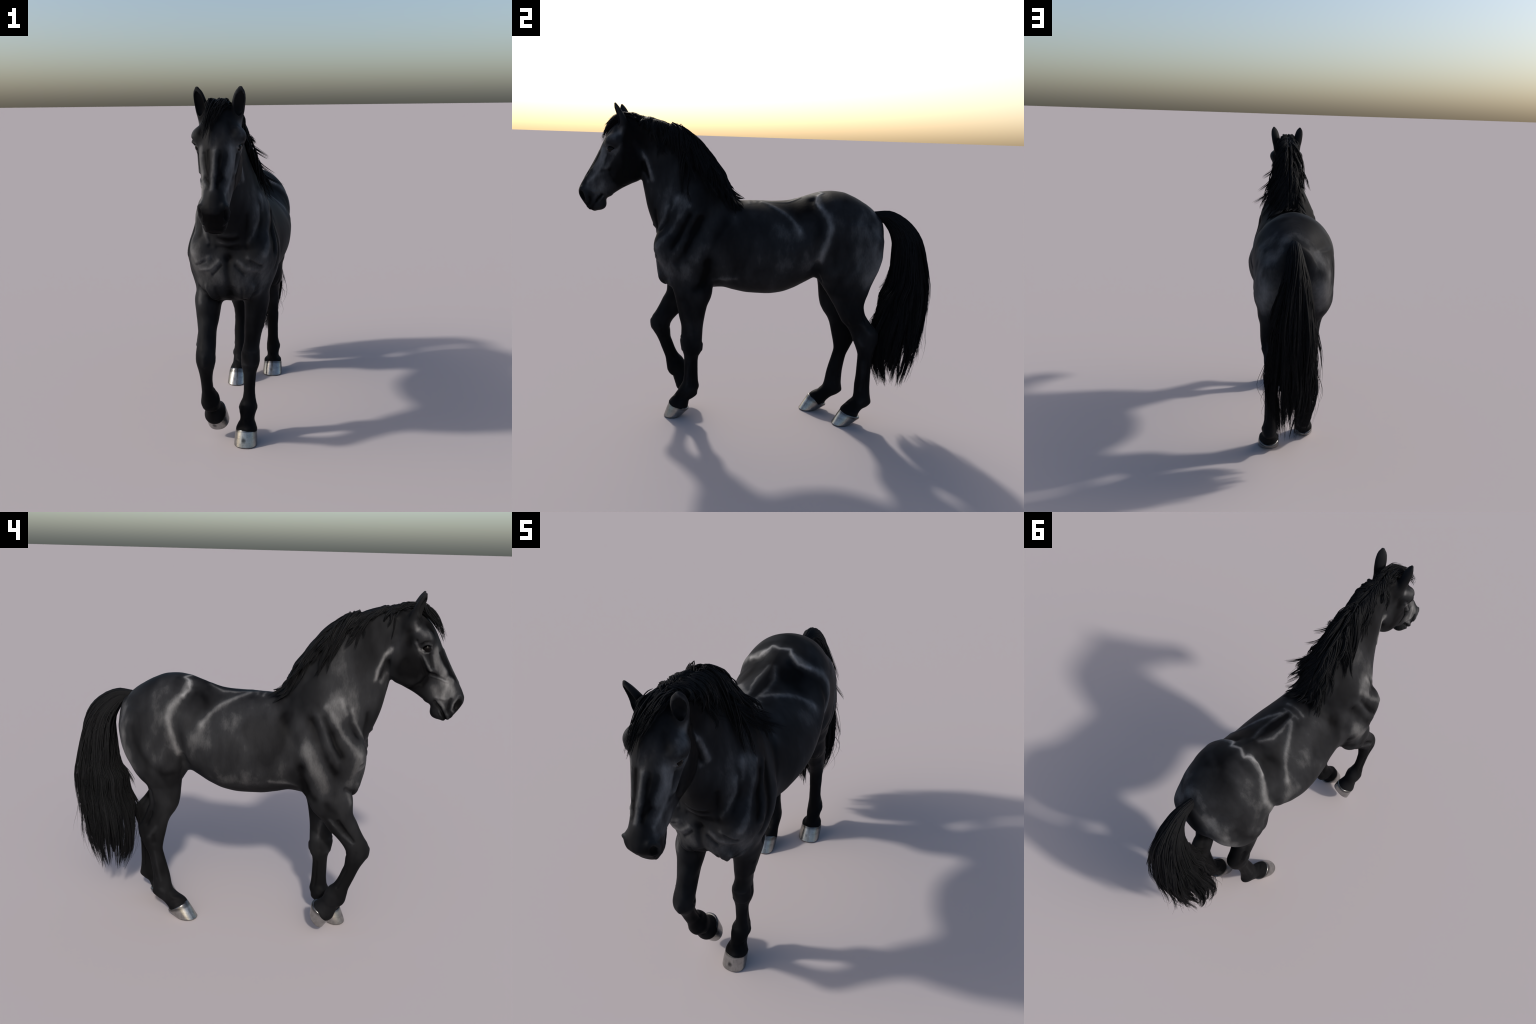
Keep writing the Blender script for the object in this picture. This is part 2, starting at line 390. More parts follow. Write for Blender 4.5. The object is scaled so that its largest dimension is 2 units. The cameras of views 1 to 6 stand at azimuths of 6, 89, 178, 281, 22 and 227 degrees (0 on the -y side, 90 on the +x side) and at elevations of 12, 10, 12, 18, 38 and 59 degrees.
# Muscle ridges, grooves, folds, veins and painted-on gloss, as lines over the skin (given for the side x > 0 and mirrored):
# name, relief in mm, its half width in mm, highlight (+) or shade (-) painted into the coat colour, its half width in mm, points
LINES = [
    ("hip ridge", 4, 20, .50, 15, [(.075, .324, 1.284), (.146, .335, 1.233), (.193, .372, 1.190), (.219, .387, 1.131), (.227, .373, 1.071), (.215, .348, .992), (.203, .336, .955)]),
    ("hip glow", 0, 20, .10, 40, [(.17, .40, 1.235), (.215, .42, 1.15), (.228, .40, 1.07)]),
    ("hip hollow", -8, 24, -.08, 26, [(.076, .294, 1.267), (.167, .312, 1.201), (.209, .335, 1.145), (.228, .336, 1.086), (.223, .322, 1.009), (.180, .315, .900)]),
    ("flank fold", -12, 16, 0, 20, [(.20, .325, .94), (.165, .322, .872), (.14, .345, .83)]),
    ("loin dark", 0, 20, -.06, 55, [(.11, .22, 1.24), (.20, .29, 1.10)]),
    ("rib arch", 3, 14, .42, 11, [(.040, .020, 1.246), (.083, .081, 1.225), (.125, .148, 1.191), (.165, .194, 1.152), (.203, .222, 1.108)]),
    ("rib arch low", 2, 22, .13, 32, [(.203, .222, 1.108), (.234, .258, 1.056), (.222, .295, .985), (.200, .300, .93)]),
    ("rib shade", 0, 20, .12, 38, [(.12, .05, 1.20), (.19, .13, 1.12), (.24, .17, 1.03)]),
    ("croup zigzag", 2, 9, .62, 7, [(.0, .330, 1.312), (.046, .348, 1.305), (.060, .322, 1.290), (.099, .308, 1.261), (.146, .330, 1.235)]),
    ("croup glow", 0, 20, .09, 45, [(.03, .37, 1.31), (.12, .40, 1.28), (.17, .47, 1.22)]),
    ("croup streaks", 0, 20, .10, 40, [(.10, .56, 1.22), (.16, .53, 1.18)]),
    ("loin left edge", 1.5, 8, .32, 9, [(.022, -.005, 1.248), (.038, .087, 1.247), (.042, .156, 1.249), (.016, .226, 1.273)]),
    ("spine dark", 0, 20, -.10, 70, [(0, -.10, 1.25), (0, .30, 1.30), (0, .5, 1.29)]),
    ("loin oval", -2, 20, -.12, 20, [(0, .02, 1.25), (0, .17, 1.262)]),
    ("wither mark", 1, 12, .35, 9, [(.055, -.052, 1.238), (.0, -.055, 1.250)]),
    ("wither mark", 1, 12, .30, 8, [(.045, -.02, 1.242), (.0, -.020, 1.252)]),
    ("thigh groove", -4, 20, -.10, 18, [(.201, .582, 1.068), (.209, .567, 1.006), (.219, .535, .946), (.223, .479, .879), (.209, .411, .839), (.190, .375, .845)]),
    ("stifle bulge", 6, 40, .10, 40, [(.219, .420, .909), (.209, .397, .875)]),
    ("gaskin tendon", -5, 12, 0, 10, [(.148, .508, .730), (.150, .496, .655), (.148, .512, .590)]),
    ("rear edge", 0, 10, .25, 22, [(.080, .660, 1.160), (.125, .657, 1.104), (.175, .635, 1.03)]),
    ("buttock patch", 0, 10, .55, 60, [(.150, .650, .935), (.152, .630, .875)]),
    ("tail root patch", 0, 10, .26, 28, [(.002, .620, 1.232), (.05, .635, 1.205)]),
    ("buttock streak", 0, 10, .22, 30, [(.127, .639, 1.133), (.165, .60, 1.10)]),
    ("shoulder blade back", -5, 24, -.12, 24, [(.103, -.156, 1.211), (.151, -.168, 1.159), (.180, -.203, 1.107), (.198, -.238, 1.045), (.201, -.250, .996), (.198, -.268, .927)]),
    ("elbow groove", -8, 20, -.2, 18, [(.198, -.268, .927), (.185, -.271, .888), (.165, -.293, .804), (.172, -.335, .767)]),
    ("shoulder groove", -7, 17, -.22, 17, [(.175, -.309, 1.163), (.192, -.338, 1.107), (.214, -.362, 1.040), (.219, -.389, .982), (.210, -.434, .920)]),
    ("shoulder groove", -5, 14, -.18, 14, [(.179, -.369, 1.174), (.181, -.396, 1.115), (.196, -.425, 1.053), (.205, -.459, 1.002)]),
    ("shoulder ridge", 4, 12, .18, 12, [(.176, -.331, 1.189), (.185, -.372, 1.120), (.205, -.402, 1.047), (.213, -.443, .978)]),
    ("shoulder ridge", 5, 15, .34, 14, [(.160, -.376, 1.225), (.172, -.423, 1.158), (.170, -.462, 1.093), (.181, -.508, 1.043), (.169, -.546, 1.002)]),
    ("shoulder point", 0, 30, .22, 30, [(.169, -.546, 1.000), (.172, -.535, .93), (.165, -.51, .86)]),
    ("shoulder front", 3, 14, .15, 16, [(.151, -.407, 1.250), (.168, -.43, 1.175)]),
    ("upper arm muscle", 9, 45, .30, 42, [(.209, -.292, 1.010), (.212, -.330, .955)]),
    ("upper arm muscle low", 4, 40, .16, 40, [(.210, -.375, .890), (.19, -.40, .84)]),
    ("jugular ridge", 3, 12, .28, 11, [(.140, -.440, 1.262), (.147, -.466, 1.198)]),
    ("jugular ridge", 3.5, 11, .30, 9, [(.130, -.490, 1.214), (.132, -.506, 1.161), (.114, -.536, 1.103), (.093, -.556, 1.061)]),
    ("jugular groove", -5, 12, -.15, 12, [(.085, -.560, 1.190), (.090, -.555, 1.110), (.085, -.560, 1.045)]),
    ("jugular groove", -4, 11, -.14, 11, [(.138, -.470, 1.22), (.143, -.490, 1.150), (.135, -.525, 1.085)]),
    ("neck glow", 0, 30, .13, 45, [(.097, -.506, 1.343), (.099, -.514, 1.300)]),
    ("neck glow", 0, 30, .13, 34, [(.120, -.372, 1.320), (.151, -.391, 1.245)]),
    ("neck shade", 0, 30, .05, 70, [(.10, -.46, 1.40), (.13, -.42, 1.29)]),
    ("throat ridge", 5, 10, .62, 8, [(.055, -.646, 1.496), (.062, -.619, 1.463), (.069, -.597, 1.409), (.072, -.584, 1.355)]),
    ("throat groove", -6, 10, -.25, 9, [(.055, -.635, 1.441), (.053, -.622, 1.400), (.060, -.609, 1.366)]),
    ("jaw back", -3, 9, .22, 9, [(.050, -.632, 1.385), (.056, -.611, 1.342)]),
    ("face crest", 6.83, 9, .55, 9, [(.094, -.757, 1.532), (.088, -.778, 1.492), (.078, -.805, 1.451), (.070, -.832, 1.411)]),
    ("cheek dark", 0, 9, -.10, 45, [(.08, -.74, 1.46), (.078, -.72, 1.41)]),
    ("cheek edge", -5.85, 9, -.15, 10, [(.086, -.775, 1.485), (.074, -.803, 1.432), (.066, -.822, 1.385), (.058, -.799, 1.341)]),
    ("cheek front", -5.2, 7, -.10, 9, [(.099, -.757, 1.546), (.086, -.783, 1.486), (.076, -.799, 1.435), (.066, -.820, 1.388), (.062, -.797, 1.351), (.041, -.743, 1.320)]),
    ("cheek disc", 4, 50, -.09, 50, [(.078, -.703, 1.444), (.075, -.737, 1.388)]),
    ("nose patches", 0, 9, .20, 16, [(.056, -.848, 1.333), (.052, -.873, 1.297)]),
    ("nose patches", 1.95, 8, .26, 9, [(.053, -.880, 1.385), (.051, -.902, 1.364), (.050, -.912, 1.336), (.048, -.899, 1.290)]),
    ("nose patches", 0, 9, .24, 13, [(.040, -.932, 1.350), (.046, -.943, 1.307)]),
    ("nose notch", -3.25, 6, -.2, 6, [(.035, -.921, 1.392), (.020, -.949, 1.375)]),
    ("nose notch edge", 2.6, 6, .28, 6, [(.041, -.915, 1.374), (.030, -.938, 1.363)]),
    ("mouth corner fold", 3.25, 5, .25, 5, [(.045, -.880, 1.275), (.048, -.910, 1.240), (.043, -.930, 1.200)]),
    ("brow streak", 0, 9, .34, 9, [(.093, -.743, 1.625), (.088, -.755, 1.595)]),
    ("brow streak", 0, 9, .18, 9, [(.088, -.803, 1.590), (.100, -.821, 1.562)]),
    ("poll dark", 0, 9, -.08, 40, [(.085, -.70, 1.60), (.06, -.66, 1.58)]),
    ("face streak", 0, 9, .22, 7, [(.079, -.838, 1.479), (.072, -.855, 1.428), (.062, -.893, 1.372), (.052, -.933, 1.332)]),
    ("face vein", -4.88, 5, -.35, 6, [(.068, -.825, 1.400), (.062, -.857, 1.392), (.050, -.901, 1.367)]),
    ("face vein edge", 4.88, 5, .30, 6, [(.064, -.829, 1.386), (.059, -.871, 1.375), (.046, -.912, 1.356)]),
    ("nose side plane", 1.95, 14, .50, 17, [(.062, -.850, 1.505), (.060, -.862, 1.455), (.047, -.897, 1.405)]),
    ("nose side low", 0, 14, .15, 26, [(.052, -.905, 1.345), (.052, -.94, 1.305)]),
    ("nose groove", -4.88, 9, -.22, 9, [(.046, -.868, 1.488), (.040, -.890, 1.445), (.028, -.921, 1.404)]),
    ("tear groove", -5.85, 7, -.22, 8, [(.080, -.826, 1.482), (.070, -.840, 1.425)]),
    ("nose bridge", 2.93, 9, .42, 9, [(.0, -.885, 1.498), (.0, -.910, 1.449), (.0, -.936, 1.401), (.0, -.966, 1.353)]),
    ("bridge side", -2.93, 8, -.2, 8, [(.024, -.878, 1.498), (.020, -.930, 1.401), (.020, -.955, 1.36)]),
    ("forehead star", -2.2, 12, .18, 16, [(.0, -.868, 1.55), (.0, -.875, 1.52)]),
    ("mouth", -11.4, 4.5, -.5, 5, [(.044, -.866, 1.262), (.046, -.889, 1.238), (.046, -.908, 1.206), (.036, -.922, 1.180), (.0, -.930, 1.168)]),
    ("lip edge", 4.88, 5, .30, 4, [(.043, -.880, 1.262), (.045, -.902, 1.240), (.044, -.922, 1.206), (.034, -.935, 1.182)]),
    ("lower lip edge", 3.9, 5, .20, 4, [(.043, -.858, 1.250), (.044, -.880, 1.228), (.042, -.898, 1.198)]),
    ("nostril rim", 6.83, 6, .34, 5, [(.044, -.978, 1.294), (.058, -.962, 1.283), (.063, -.950, 1.262), (.056, -.944, 1.230), (.042, -.955, 1.215)]),
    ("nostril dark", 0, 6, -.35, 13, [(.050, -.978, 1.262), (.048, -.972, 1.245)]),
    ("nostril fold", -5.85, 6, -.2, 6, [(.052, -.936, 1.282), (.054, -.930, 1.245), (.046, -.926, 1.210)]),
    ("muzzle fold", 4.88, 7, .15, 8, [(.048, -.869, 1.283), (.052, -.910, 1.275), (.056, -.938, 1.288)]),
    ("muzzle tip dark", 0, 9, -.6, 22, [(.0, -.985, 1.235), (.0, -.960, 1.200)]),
    ("upper eyelid", 5.25, 5, .22, 4, [(.094, -.779, 1.519), (.104, -.793, 1.532), (.103, -.811, 1.534), (.090, -.828, 1.526)]),
    ("lower eyelid", 4.88, 4, .5, 3.5, [(.094, -.779, 1.510), (.095, -.795, 1.501), (.092, -.812, 1.502), (.086, -.828, 1.514)]),
    ("eye bag", 3.9, 5, .30, 4, [(.092, -.777, 1.500), (.090, -.797, 1.489), (.085, -.815, 1.490)]),
    ("eye crease", -3.75, 4, -.2, 4, [(.106, -.776, 1.530), (.110, -.795, 1.543), (.106, -.815, 1.545)]),
    ("brow light", 0, 20, .30, 14, [(.088, -.765, 1.60), (.108, -.79, 1.575)]),
    ("temple hollow", -7.5, 20, -.2, 18, [(.085, -.721, 1.575), (.084, -.725, 1.535)]),
    ("forehead hollow", -4.5, 16, -.2, 16, [(.05, -.81, 1.61), (.06, -.83, 1.57)]),
    ("ear rim", 0, 5, .18, 5, [(.090, -.742, 1.652), (.121, -.766, 1.700), (.112, -.778, 1.735), (.096, -.784, 1.752)]),
    ("ear rim", 0, 5, .12, 5, [(.070, -.752, 1.665), (.066, -.778, 1.705), (.080, -.786, 1.740)]),
    ("ear dark", 0, 5, -.07, 40, [(.085, -.745, 1.66), (.092, -.765, 1.72)]),
    ("ear inside", 0, 5, .10, 8, [(.088, -.755, 1.675), (.092, -.765, 1.720)]),
    ("breast furrow", -6.75, 16, -.16, 16, [(.0, -.566, .985), (.0, -.570, .943), (.0, -.555, .854), (.0, -.50, .77)]),
    ("breast pit", -9.45, 20, -.2, 20, [(.0, -.566, .985)]),
    ("neck wrinkle", 4.05, 8, .14, 7, [(.036, -.580, 1.102), (.0, -.586, 1.096)]),
    ("neck wrinkle", -4.05, 7, -.2, 7, [(.045, -.575, 1.080), (.0, -.580, 1.072)]),
    ("neck wrinkle", 4.05, 8, .14, 7, [(.048, -.568, 1.058), (.0, -.573, 1.050)]),
    ("neck wrinkle", -5.4, 8, -.2, 8, [(.052, -.562, 1.036), (.0, -.566, 1.030)]),
    ("pectoral line", -5.4, 7, -.15, 6, [(.150, -.549, .949), (.108, -.567, .975)]),
    ("pectoral line", -5.4, 7, -.15, 6, [(.074, -.561, .906), (.035, -.567, .950)]),
    ("pectoral line", 4.05, 9, .22, 9, [(.145, -.553, .965), (.09, -.568, .99)]),
    ("pectoral line", 4.05, 9, .20, 9, [(.135, -.552, .925), (.085, -.566, .935), (.045, -.568, .972)]),
    ("chest glow", 0, 9, .22, 60, [(.10, -.56, .93), (.06, -.56, .86)]),
    ("breast fold", -9.45, 10, -.25, 9, [(.157, -.487, .827), (.118, -.523, .805), (.090, -.512, .772), (.066, -.47, .755)]),
    ("breast flap", 6.75, 10, .12, 9, [(.112, -.540, .846), (.095, -.535, .802), (.082, -.510, .775)]),
    ("breast flap", -5.4, 8, -.1, 8, [(.062, -.555, .835), (.060, -.535, .795), (.055, -.50, .765)]),
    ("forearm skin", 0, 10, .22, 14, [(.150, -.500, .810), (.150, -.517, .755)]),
    ("belly line", 2.5, 12, .22, 10, [(.158, -.115, .836), (.132, -.174, .826), (.134, -.239, .823)]),
    ("belly glow", 0, 12, .12, 55, [(.190, .10, .84), (.190, .00, .827), (.166, -.10, .824)]),
    ("flank glow", 0, 12, .14, 60, [(.23, .24, .93), (.235, .15, .90)]),
    ("barrel glow", 0, 12, .10, 80, [(.235, -.05, 1.06), (.235, .05, 1.04)]),
    ("back glow", 0, 12, .10, 50, [(.16, -.10, 1.18), (.16, .0, 1.19)]),
]
# relief and tinted-in light on one leg only, because the two sides are posed differently
LEG_LINES = [
    ("lifted forearm tendon", 7.25, 8, 0.48, 6, [(-.173, -.421, .668), (-.162, -.480, .596), (-.163, -.536, .551)]),
    ("lifted forearm groove", -9.06, 7, -.2, 7, [(-.174, -.461, .666), (-.163, -.498, .615), (-.161, -.539, .561)]),
    ("lifted forearm dark", -3.62, 14, -.1, 14, [(-.185, -.40, .75), (-.178, -.45, .70)]),
    ("forearm light", 0, 8, 0.35, 14, [(.045, -.358, .570), (.038, -.347, .484)]),
    ("cannon tendon", 4.53, 6, 0.26, 5, [(.096, -.368, .354), (.092, -.375, .259), (.097, -.380, .185)]),
    ("cannon groove", -6.34, 6, 0, 5, [(.093, -.348, .345), (.090, -.345, .260), (.094, -.343, .20)]),
    ("cannon groove", -6.34, 6, 0, 5, [(.040, -.348, .345), (.040, -.345, .260), (.036, -.343, .20)]),
    ("knee bone", 5.44, 14, 0.16, 14, [(.075, -.415, .455), (.075, -.412, .41)]),
    ("forearm groove", -9.06, 10, 0, 8, [(.150, -.345, .67), (.138, -.345, .60), (.122, -.335, .52)]),
    ("forearm muscle", 5.44, 14, 0.096, 14, [(.150, -.395, .68), (.135, -.38, .60)]),
    ("forearm light", 0, 14, 0.16, 14, [(.128, -.375, .56), (.118, -.365, .50)]),
    ("hind cannon", 4.53, 7, 0.22, 6, [(.136, .612, .371), (.132, .606, .206)]),
    ("hind cannon groove", -6.34, 6, 0, 6, [(.136, .635, .38), (.132, .635, .20)]),
    ("hind cannon groove", -6.34, 6, 0, 6, [(.074, .635, .38), (.074, .635, .20)]),
    ("hock hollow", -10.9, 14, 0, 10, [(.150, .605, .64), (.143, .630, .575)]),
    ("hock hollow", -9.06, 14, 0, 10, [(.064, .605, .64), (.065, .635, .575)]),
    ("hock bone", 5.44, 12, 0.29, 8, [(.148, .575, .505), (.145, .600, .470)]),
    ("hock bone", 5.44, 12, 0.22, 8, [(.158, .590, .600), (.150, .640, .535)]),
    ("hind cannon", 4.53, 7, 0.16, 6, [(-.130, .500, .371), (-.122, .470, .206)]),
    ("hind cannon groove", -6.34, 6, 0, 6, [(-.130, .525, .38), (-.124, .498, .22)]),
    ("hind cannon groove", -6.34, 6, 0, 6, [(-.062, .525, .38), (-.062, .498, .22)]),
    ("hock hollow", -10.9, 14, -.08, 14, [(-.150, .515, .60), (-.146, .535, .54)]),
    ("hock hollow", -9.06, 13, -.08, 12, [(-.140, .50, .47), (-.136, .50, .43)]),
    ("hock bone", 5.44, 12, 0.19, 9, [(-.148, .485, .52), (-.142, .52, .47)]),
    ("gaskin light", 0, 10, 0.22, 9, [(-.156, .515, .69), (-.152, .53, .62)]),
    ("knee hollow", -5, 9, 0, 9, [(.122, -.36, .47), (.122, -.36, .43)]),
    ("knee hollow", -5, 9, 0, 9, [(.026, -.36, .47), (.024, -.36, .42)]),
    ("knee back", 6.25, 9, 0, 9, [(.075, -.300, .435), (.075, -.303, .40)]),
    ("knee ridge", 3.75, 6, 0.16, 7, [(.035, -.405, .475), (.075, -.42, .478), (.112, -.405, .475)]),
    ("knee ridge", 3.12, 6, 0.13, 7, [(.035, -.398, .40), (.075, -.41, .398), (.110, -.398, .40)]),
    ("fetlock knob", 5, 11, 0.16, 10, [(.102, -.36, .165), (.102, -.37, .158)]),
    ("fetlock knob", 5, 11, 0, 10, [(.016, -.36, .165), (.016, -.37, .158)]),
    ("fetlock fold", -5, 7, 0, 7, [(.06, -.455, .125), (.095, -.42, .128)]),
    ("pastern hollow", -5, 12, 0, 10, [(.097, -.40, .115), (.02, -.40, .115)]),
    ("coronet band", 3.12, 7, 0.096, 8, [(.06, -.487, .088), (.100, -.455, .078), (.105, -.41, .064)]),
    ("hind fetlock knob", 5, 11, 0.16, 10, [(.147, .615, .15), (.147, .605, .14)]),
    ("hind fetlock fold", -5, 7, 0, 7, [(.107, .528, .120), (.14, .555, .125)]),
    ("hind fetlock knob", 5, 11, 0.16, 10, [(-.131, .47, .155), (-.131, .455, .145)]),
    ("hind fetlock fold", -5, 7, 0, 7, [(-.09, .372, .125), (-.125, .40, .128)]),
    ("lifted knee cap", 5, 12, 0.16, 12, [(-.118, -.617, .515), (-.118, -.612, .47)]),
    ("lifted knee side", -6.25, 10, 0, 9, [(-.166, -.555, .50), (-.163, -.545, .46)]),
    ("lifted knee side", -5, 9, 0, 9, [(-.073, -.555, .50), (-.077, -.545, .46)]),
    ("lifted knee fold", -6.25, 6, 0, 6, [(-.15, -.50, .475), (-.118, -.502, .47), (-.09, -.50, .475)]),
    ("lifted fetlock fold", -6.25, 7, 0, 7, [(-.15, -.485, .175), (-.118, -.497, .17), (-.09, -.48, .175)]),
    ("lifted cannon groove", -6.34, 6, 0, 6, [(-.155, -.515, .40), (-.155, -.475, .30)]),
    ("lifted cannon groove", -6.34, 6, 0, 6, [(-.096, -.515, .40), (-.096, -.475, .30)]),
]
STROKES = [(g / 1000, w / 1000, True, p) for _, g, w, _, _, p in LINES if g] + [(g / 1000, w / 1000, False, p) for _, g, w, _, _, p in LEG_LINES if g]


def sculpt(v):
    nrm = vertex_normals(v, quads)
    d = np.zeros(len(v))
    for amount, width, mirrored, line in STROKES:
        line = np.asarray(line, float)
        p = np.abs(v * (1, 0, 0)) + v * (0, 1, 1) if mirrored else v
        near = np.flatnonzero(((p > line.min(0) - 3 * width) & (p < line.max(0) + 3 * width)).all(1))
        if len(near):
            r = polyline_distance(p[near], line) / width
            d[near] += amount * np.exp(-r * r)
    return v + nrm * d[:, None]


verts = sculpt(verts)
verts = smooth(verts, edges, degree, 1, .4)
normals = vertex_normals(verts, quads)


# ------------------------------------------------------------- materials ---
def new_material(name):
    m = bpy.data.materials.new(name)
    m.use_nodes = True
    nt = m.node_tree
    return m, nt, nt.nodes["Principled BSDF"]


def math_node(nt, op, *vals):
    n = nt.nodes.new("ShaderNodeMath")
    n.operation = op
    for i, v in enumerate(vals):
        if isinstance(v, (int, float)):
            n.inputs[i].default_value = v
        else:
            nt.links.new(v, n.inputs[i])
    return n.outputs[0]


def noise_node(nt, vec, scale, detail=3, rough=.55, stretch=(1, 1, 1), turn=(0, 0, 0)):
    mp = nt.nodes.new("ShaderNodeMapping")
    mp.inputs["Scale"].default_value = stretch
    mp.inputs["Rotation"].default_value = turn
    nt.links.new(vec, mp.inputs["Vector"])
    n = nt.nodes.new("ShaderNodeTexNoise")
    n.inputs["Scale"].default_value = scale
    n.inputs["Detail"].default_value = detail
    n.inputs["Roughness"].default_value = rough
    nt.links.new(mp.outputs[0], n.inputs["Vector"])
    return n.outputs["Fac"]


def segment_group():
    """Node group: distance from a point P to the segment that starts at A and runs along AB."""
    g = bpy.data.node_groups.new("distance_to_segment", "ShaderNodeTree")
    for nme, kind in (("P", "NodeSocketVector"), ("A", "NodeSocketVector"), ("AB", "NodeSocketVector"), ("InvLen2", "NodeSocketFloat")):
        g.interface.new_socket(nme, in_out="INPUT", socket_type=kind)
    g.interface.new_socket("Distance", in_out="OUTPUT", socket_type="NodeSocketFloat")
    i, o = g.nodes.new("NodeGroupInput"), g.nodes.new("NodeGroupOutput")

    def vm(op, *ins):
        n = g.nodes.new("ShaderNodeVectorMath")
        n.operation = op
        for k, v in enumerate(ins):
            g.links.new(v, n.inputs["Scale"] if (op == "SCALE" and k == 1) else n.inputs[k])
        return n
    pa = vm("SUBTRACT", i.outputs["P"], i.outputs["A"]).outputs[0]
    dt = vm("DOT_PRODUCT", pa, i.outputs["AB"]).outputs["Value"]
    t = g.nodes.new("ShaderNodeMath")
    t.operation, t.use_clamp = "MULTIPLY", True
    g.links.new(dt, t.inputs[0])
    g.links.new(i.outputs["InvLen2"], t.inputs[1])
    q = vm("SCALE", i.outputs["AB"], t.outputs[0]).outputs[0]
    d = vm("DISTANCE", pa, q).outputs["Value"]
    g.links.new(d, o.inputs[0])
    return g


SEGMENT = segment_group()


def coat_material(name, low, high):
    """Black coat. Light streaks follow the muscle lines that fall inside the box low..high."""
    m, nt, bsdf = new_material(name)
    tc = nt.nodes.new("ShaderNodeTexCoord")
    P = tc.outputs["Object"]
    z = nt.nodes.new("ShaderNodeSeparateXYZ")
    nt.links.new(P, z.inputs[0])
    ab = nt.nodes.new("ShaderNodeCombineXYZ")                # |x|, y, z: one half serves both sides
    nt.links.new(math_node(nt, "ABSOLUTE", z.outputs["X"]), ab.inputs[0])
    nt.links.new(z.outputs["Y"], ab.inputs[1])
    nt.links.new(z.outputs["Z"], ab.inputs[2])
    # break the lines up a little
    wob = nt.nodes.new("ShaderNodeTexNoise")
    wob.inputs["Scale"].default_value = 26
    wob.inputs["Detail"].default_value = 3
    nt.links.new(P, wob.inputs["Vector"])
    off = nt.nodes.new("ShaderNodeVectorMath")
    off.operation = "MULTIPLY_ADD"
    nt.links.new(wob.outputs["Color"], off.inputs[0])
    off.inputs[1].default_value = (.014, .014, .014)
    off.inputs[2].default_value = (-.007, -.007, -.007)

    def shifted(v):
        n = nt.nodes.new("ShaderNodeVectorMath")
        nt.links.new(v, n.inputs[0])
        nt.links.new(off.outputs[0], n.inputs[1])
        return n.outputs[0]
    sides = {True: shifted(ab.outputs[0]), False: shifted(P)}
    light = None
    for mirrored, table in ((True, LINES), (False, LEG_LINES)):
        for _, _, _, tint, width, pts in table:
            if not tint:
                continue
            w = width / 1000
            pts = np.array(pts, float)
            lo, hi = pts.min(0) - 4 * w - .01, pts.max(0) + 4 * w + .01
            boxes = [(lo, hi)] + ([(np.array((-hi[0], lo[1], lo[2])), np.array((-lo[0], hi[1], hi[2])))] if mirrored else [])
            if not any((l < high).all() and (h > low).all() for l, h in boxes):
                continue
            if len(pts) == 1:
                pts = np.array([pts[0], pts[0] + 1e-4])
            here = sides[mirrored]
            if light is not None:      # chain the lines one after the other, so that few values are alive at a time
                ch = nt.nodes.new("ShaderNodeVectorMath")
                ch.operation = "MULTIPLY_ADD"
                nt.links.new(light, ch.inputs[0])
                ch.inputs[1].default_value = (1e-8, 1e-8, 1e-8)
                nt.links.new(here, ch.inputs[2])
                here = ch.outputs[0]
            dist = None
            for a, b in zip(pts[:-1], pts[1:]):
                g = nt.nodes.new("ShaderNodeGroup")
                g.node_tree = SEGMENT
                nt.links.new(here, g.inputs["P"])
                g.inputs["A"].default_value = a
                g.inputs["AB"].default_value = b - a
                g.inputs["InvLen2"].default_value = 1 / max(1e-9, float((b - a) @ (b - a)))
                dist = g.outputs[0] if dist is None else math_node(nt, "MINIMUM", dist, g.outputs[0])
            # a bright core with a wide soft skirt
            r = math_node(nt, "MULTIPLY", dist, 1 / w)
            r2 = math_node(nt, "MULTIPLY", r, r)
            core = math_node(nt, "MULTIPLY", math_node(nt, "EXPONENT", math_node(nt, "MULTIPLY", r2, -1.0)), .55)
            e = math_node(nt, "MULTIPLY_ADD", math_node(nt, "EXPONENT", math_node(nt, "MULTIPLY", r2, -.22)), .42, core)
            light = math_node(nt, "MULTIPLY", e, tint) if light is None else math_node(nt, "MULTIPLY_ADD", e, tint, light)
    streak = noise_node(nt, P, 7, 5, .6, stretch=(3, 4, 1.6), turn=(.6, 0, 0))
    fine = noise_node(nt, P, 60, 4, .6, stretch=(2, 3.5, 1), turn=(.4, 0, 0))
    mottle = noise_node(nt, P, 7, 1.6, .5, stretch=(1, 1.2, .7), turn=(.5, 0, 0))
    # broad faint sheen, added to the albedo by noise
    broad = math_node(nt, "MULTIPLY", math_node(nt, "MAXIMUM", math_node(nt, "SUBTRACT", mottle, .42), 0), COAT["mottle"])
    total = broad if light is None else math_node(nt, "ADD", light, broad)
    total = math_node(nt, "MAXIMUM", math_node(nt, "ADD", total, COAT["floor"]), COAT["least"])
    grain = math_node(nt, "MULTIPLY", math_node(nt, "ADD", math_node(nt, "MULTIPLY", streak, .9), .55), math_node(nt, "ADD", math_node(nt, "MULTIPLY", fine, .3), .85))
    total = math_node(nt, "MULTIPLY", total, grain)
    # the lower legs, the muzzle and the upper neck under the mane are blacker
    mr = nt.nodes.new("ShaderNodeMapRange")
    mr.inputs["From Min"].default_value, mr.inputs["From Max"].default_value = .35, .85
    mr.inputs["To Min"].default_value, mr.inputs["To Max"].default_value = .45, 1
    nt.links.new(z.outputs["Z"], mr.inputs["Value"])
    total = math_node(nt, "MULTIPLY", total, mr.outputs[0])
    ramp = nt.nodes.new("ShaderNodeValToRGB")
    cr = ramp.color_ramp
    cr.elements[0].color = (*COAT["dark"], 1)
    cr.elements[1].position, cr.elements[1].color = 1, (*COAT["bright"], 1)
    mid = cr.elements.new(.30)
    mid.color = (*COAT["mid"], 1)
    nt.links.new(total, ramp.inputs[0])
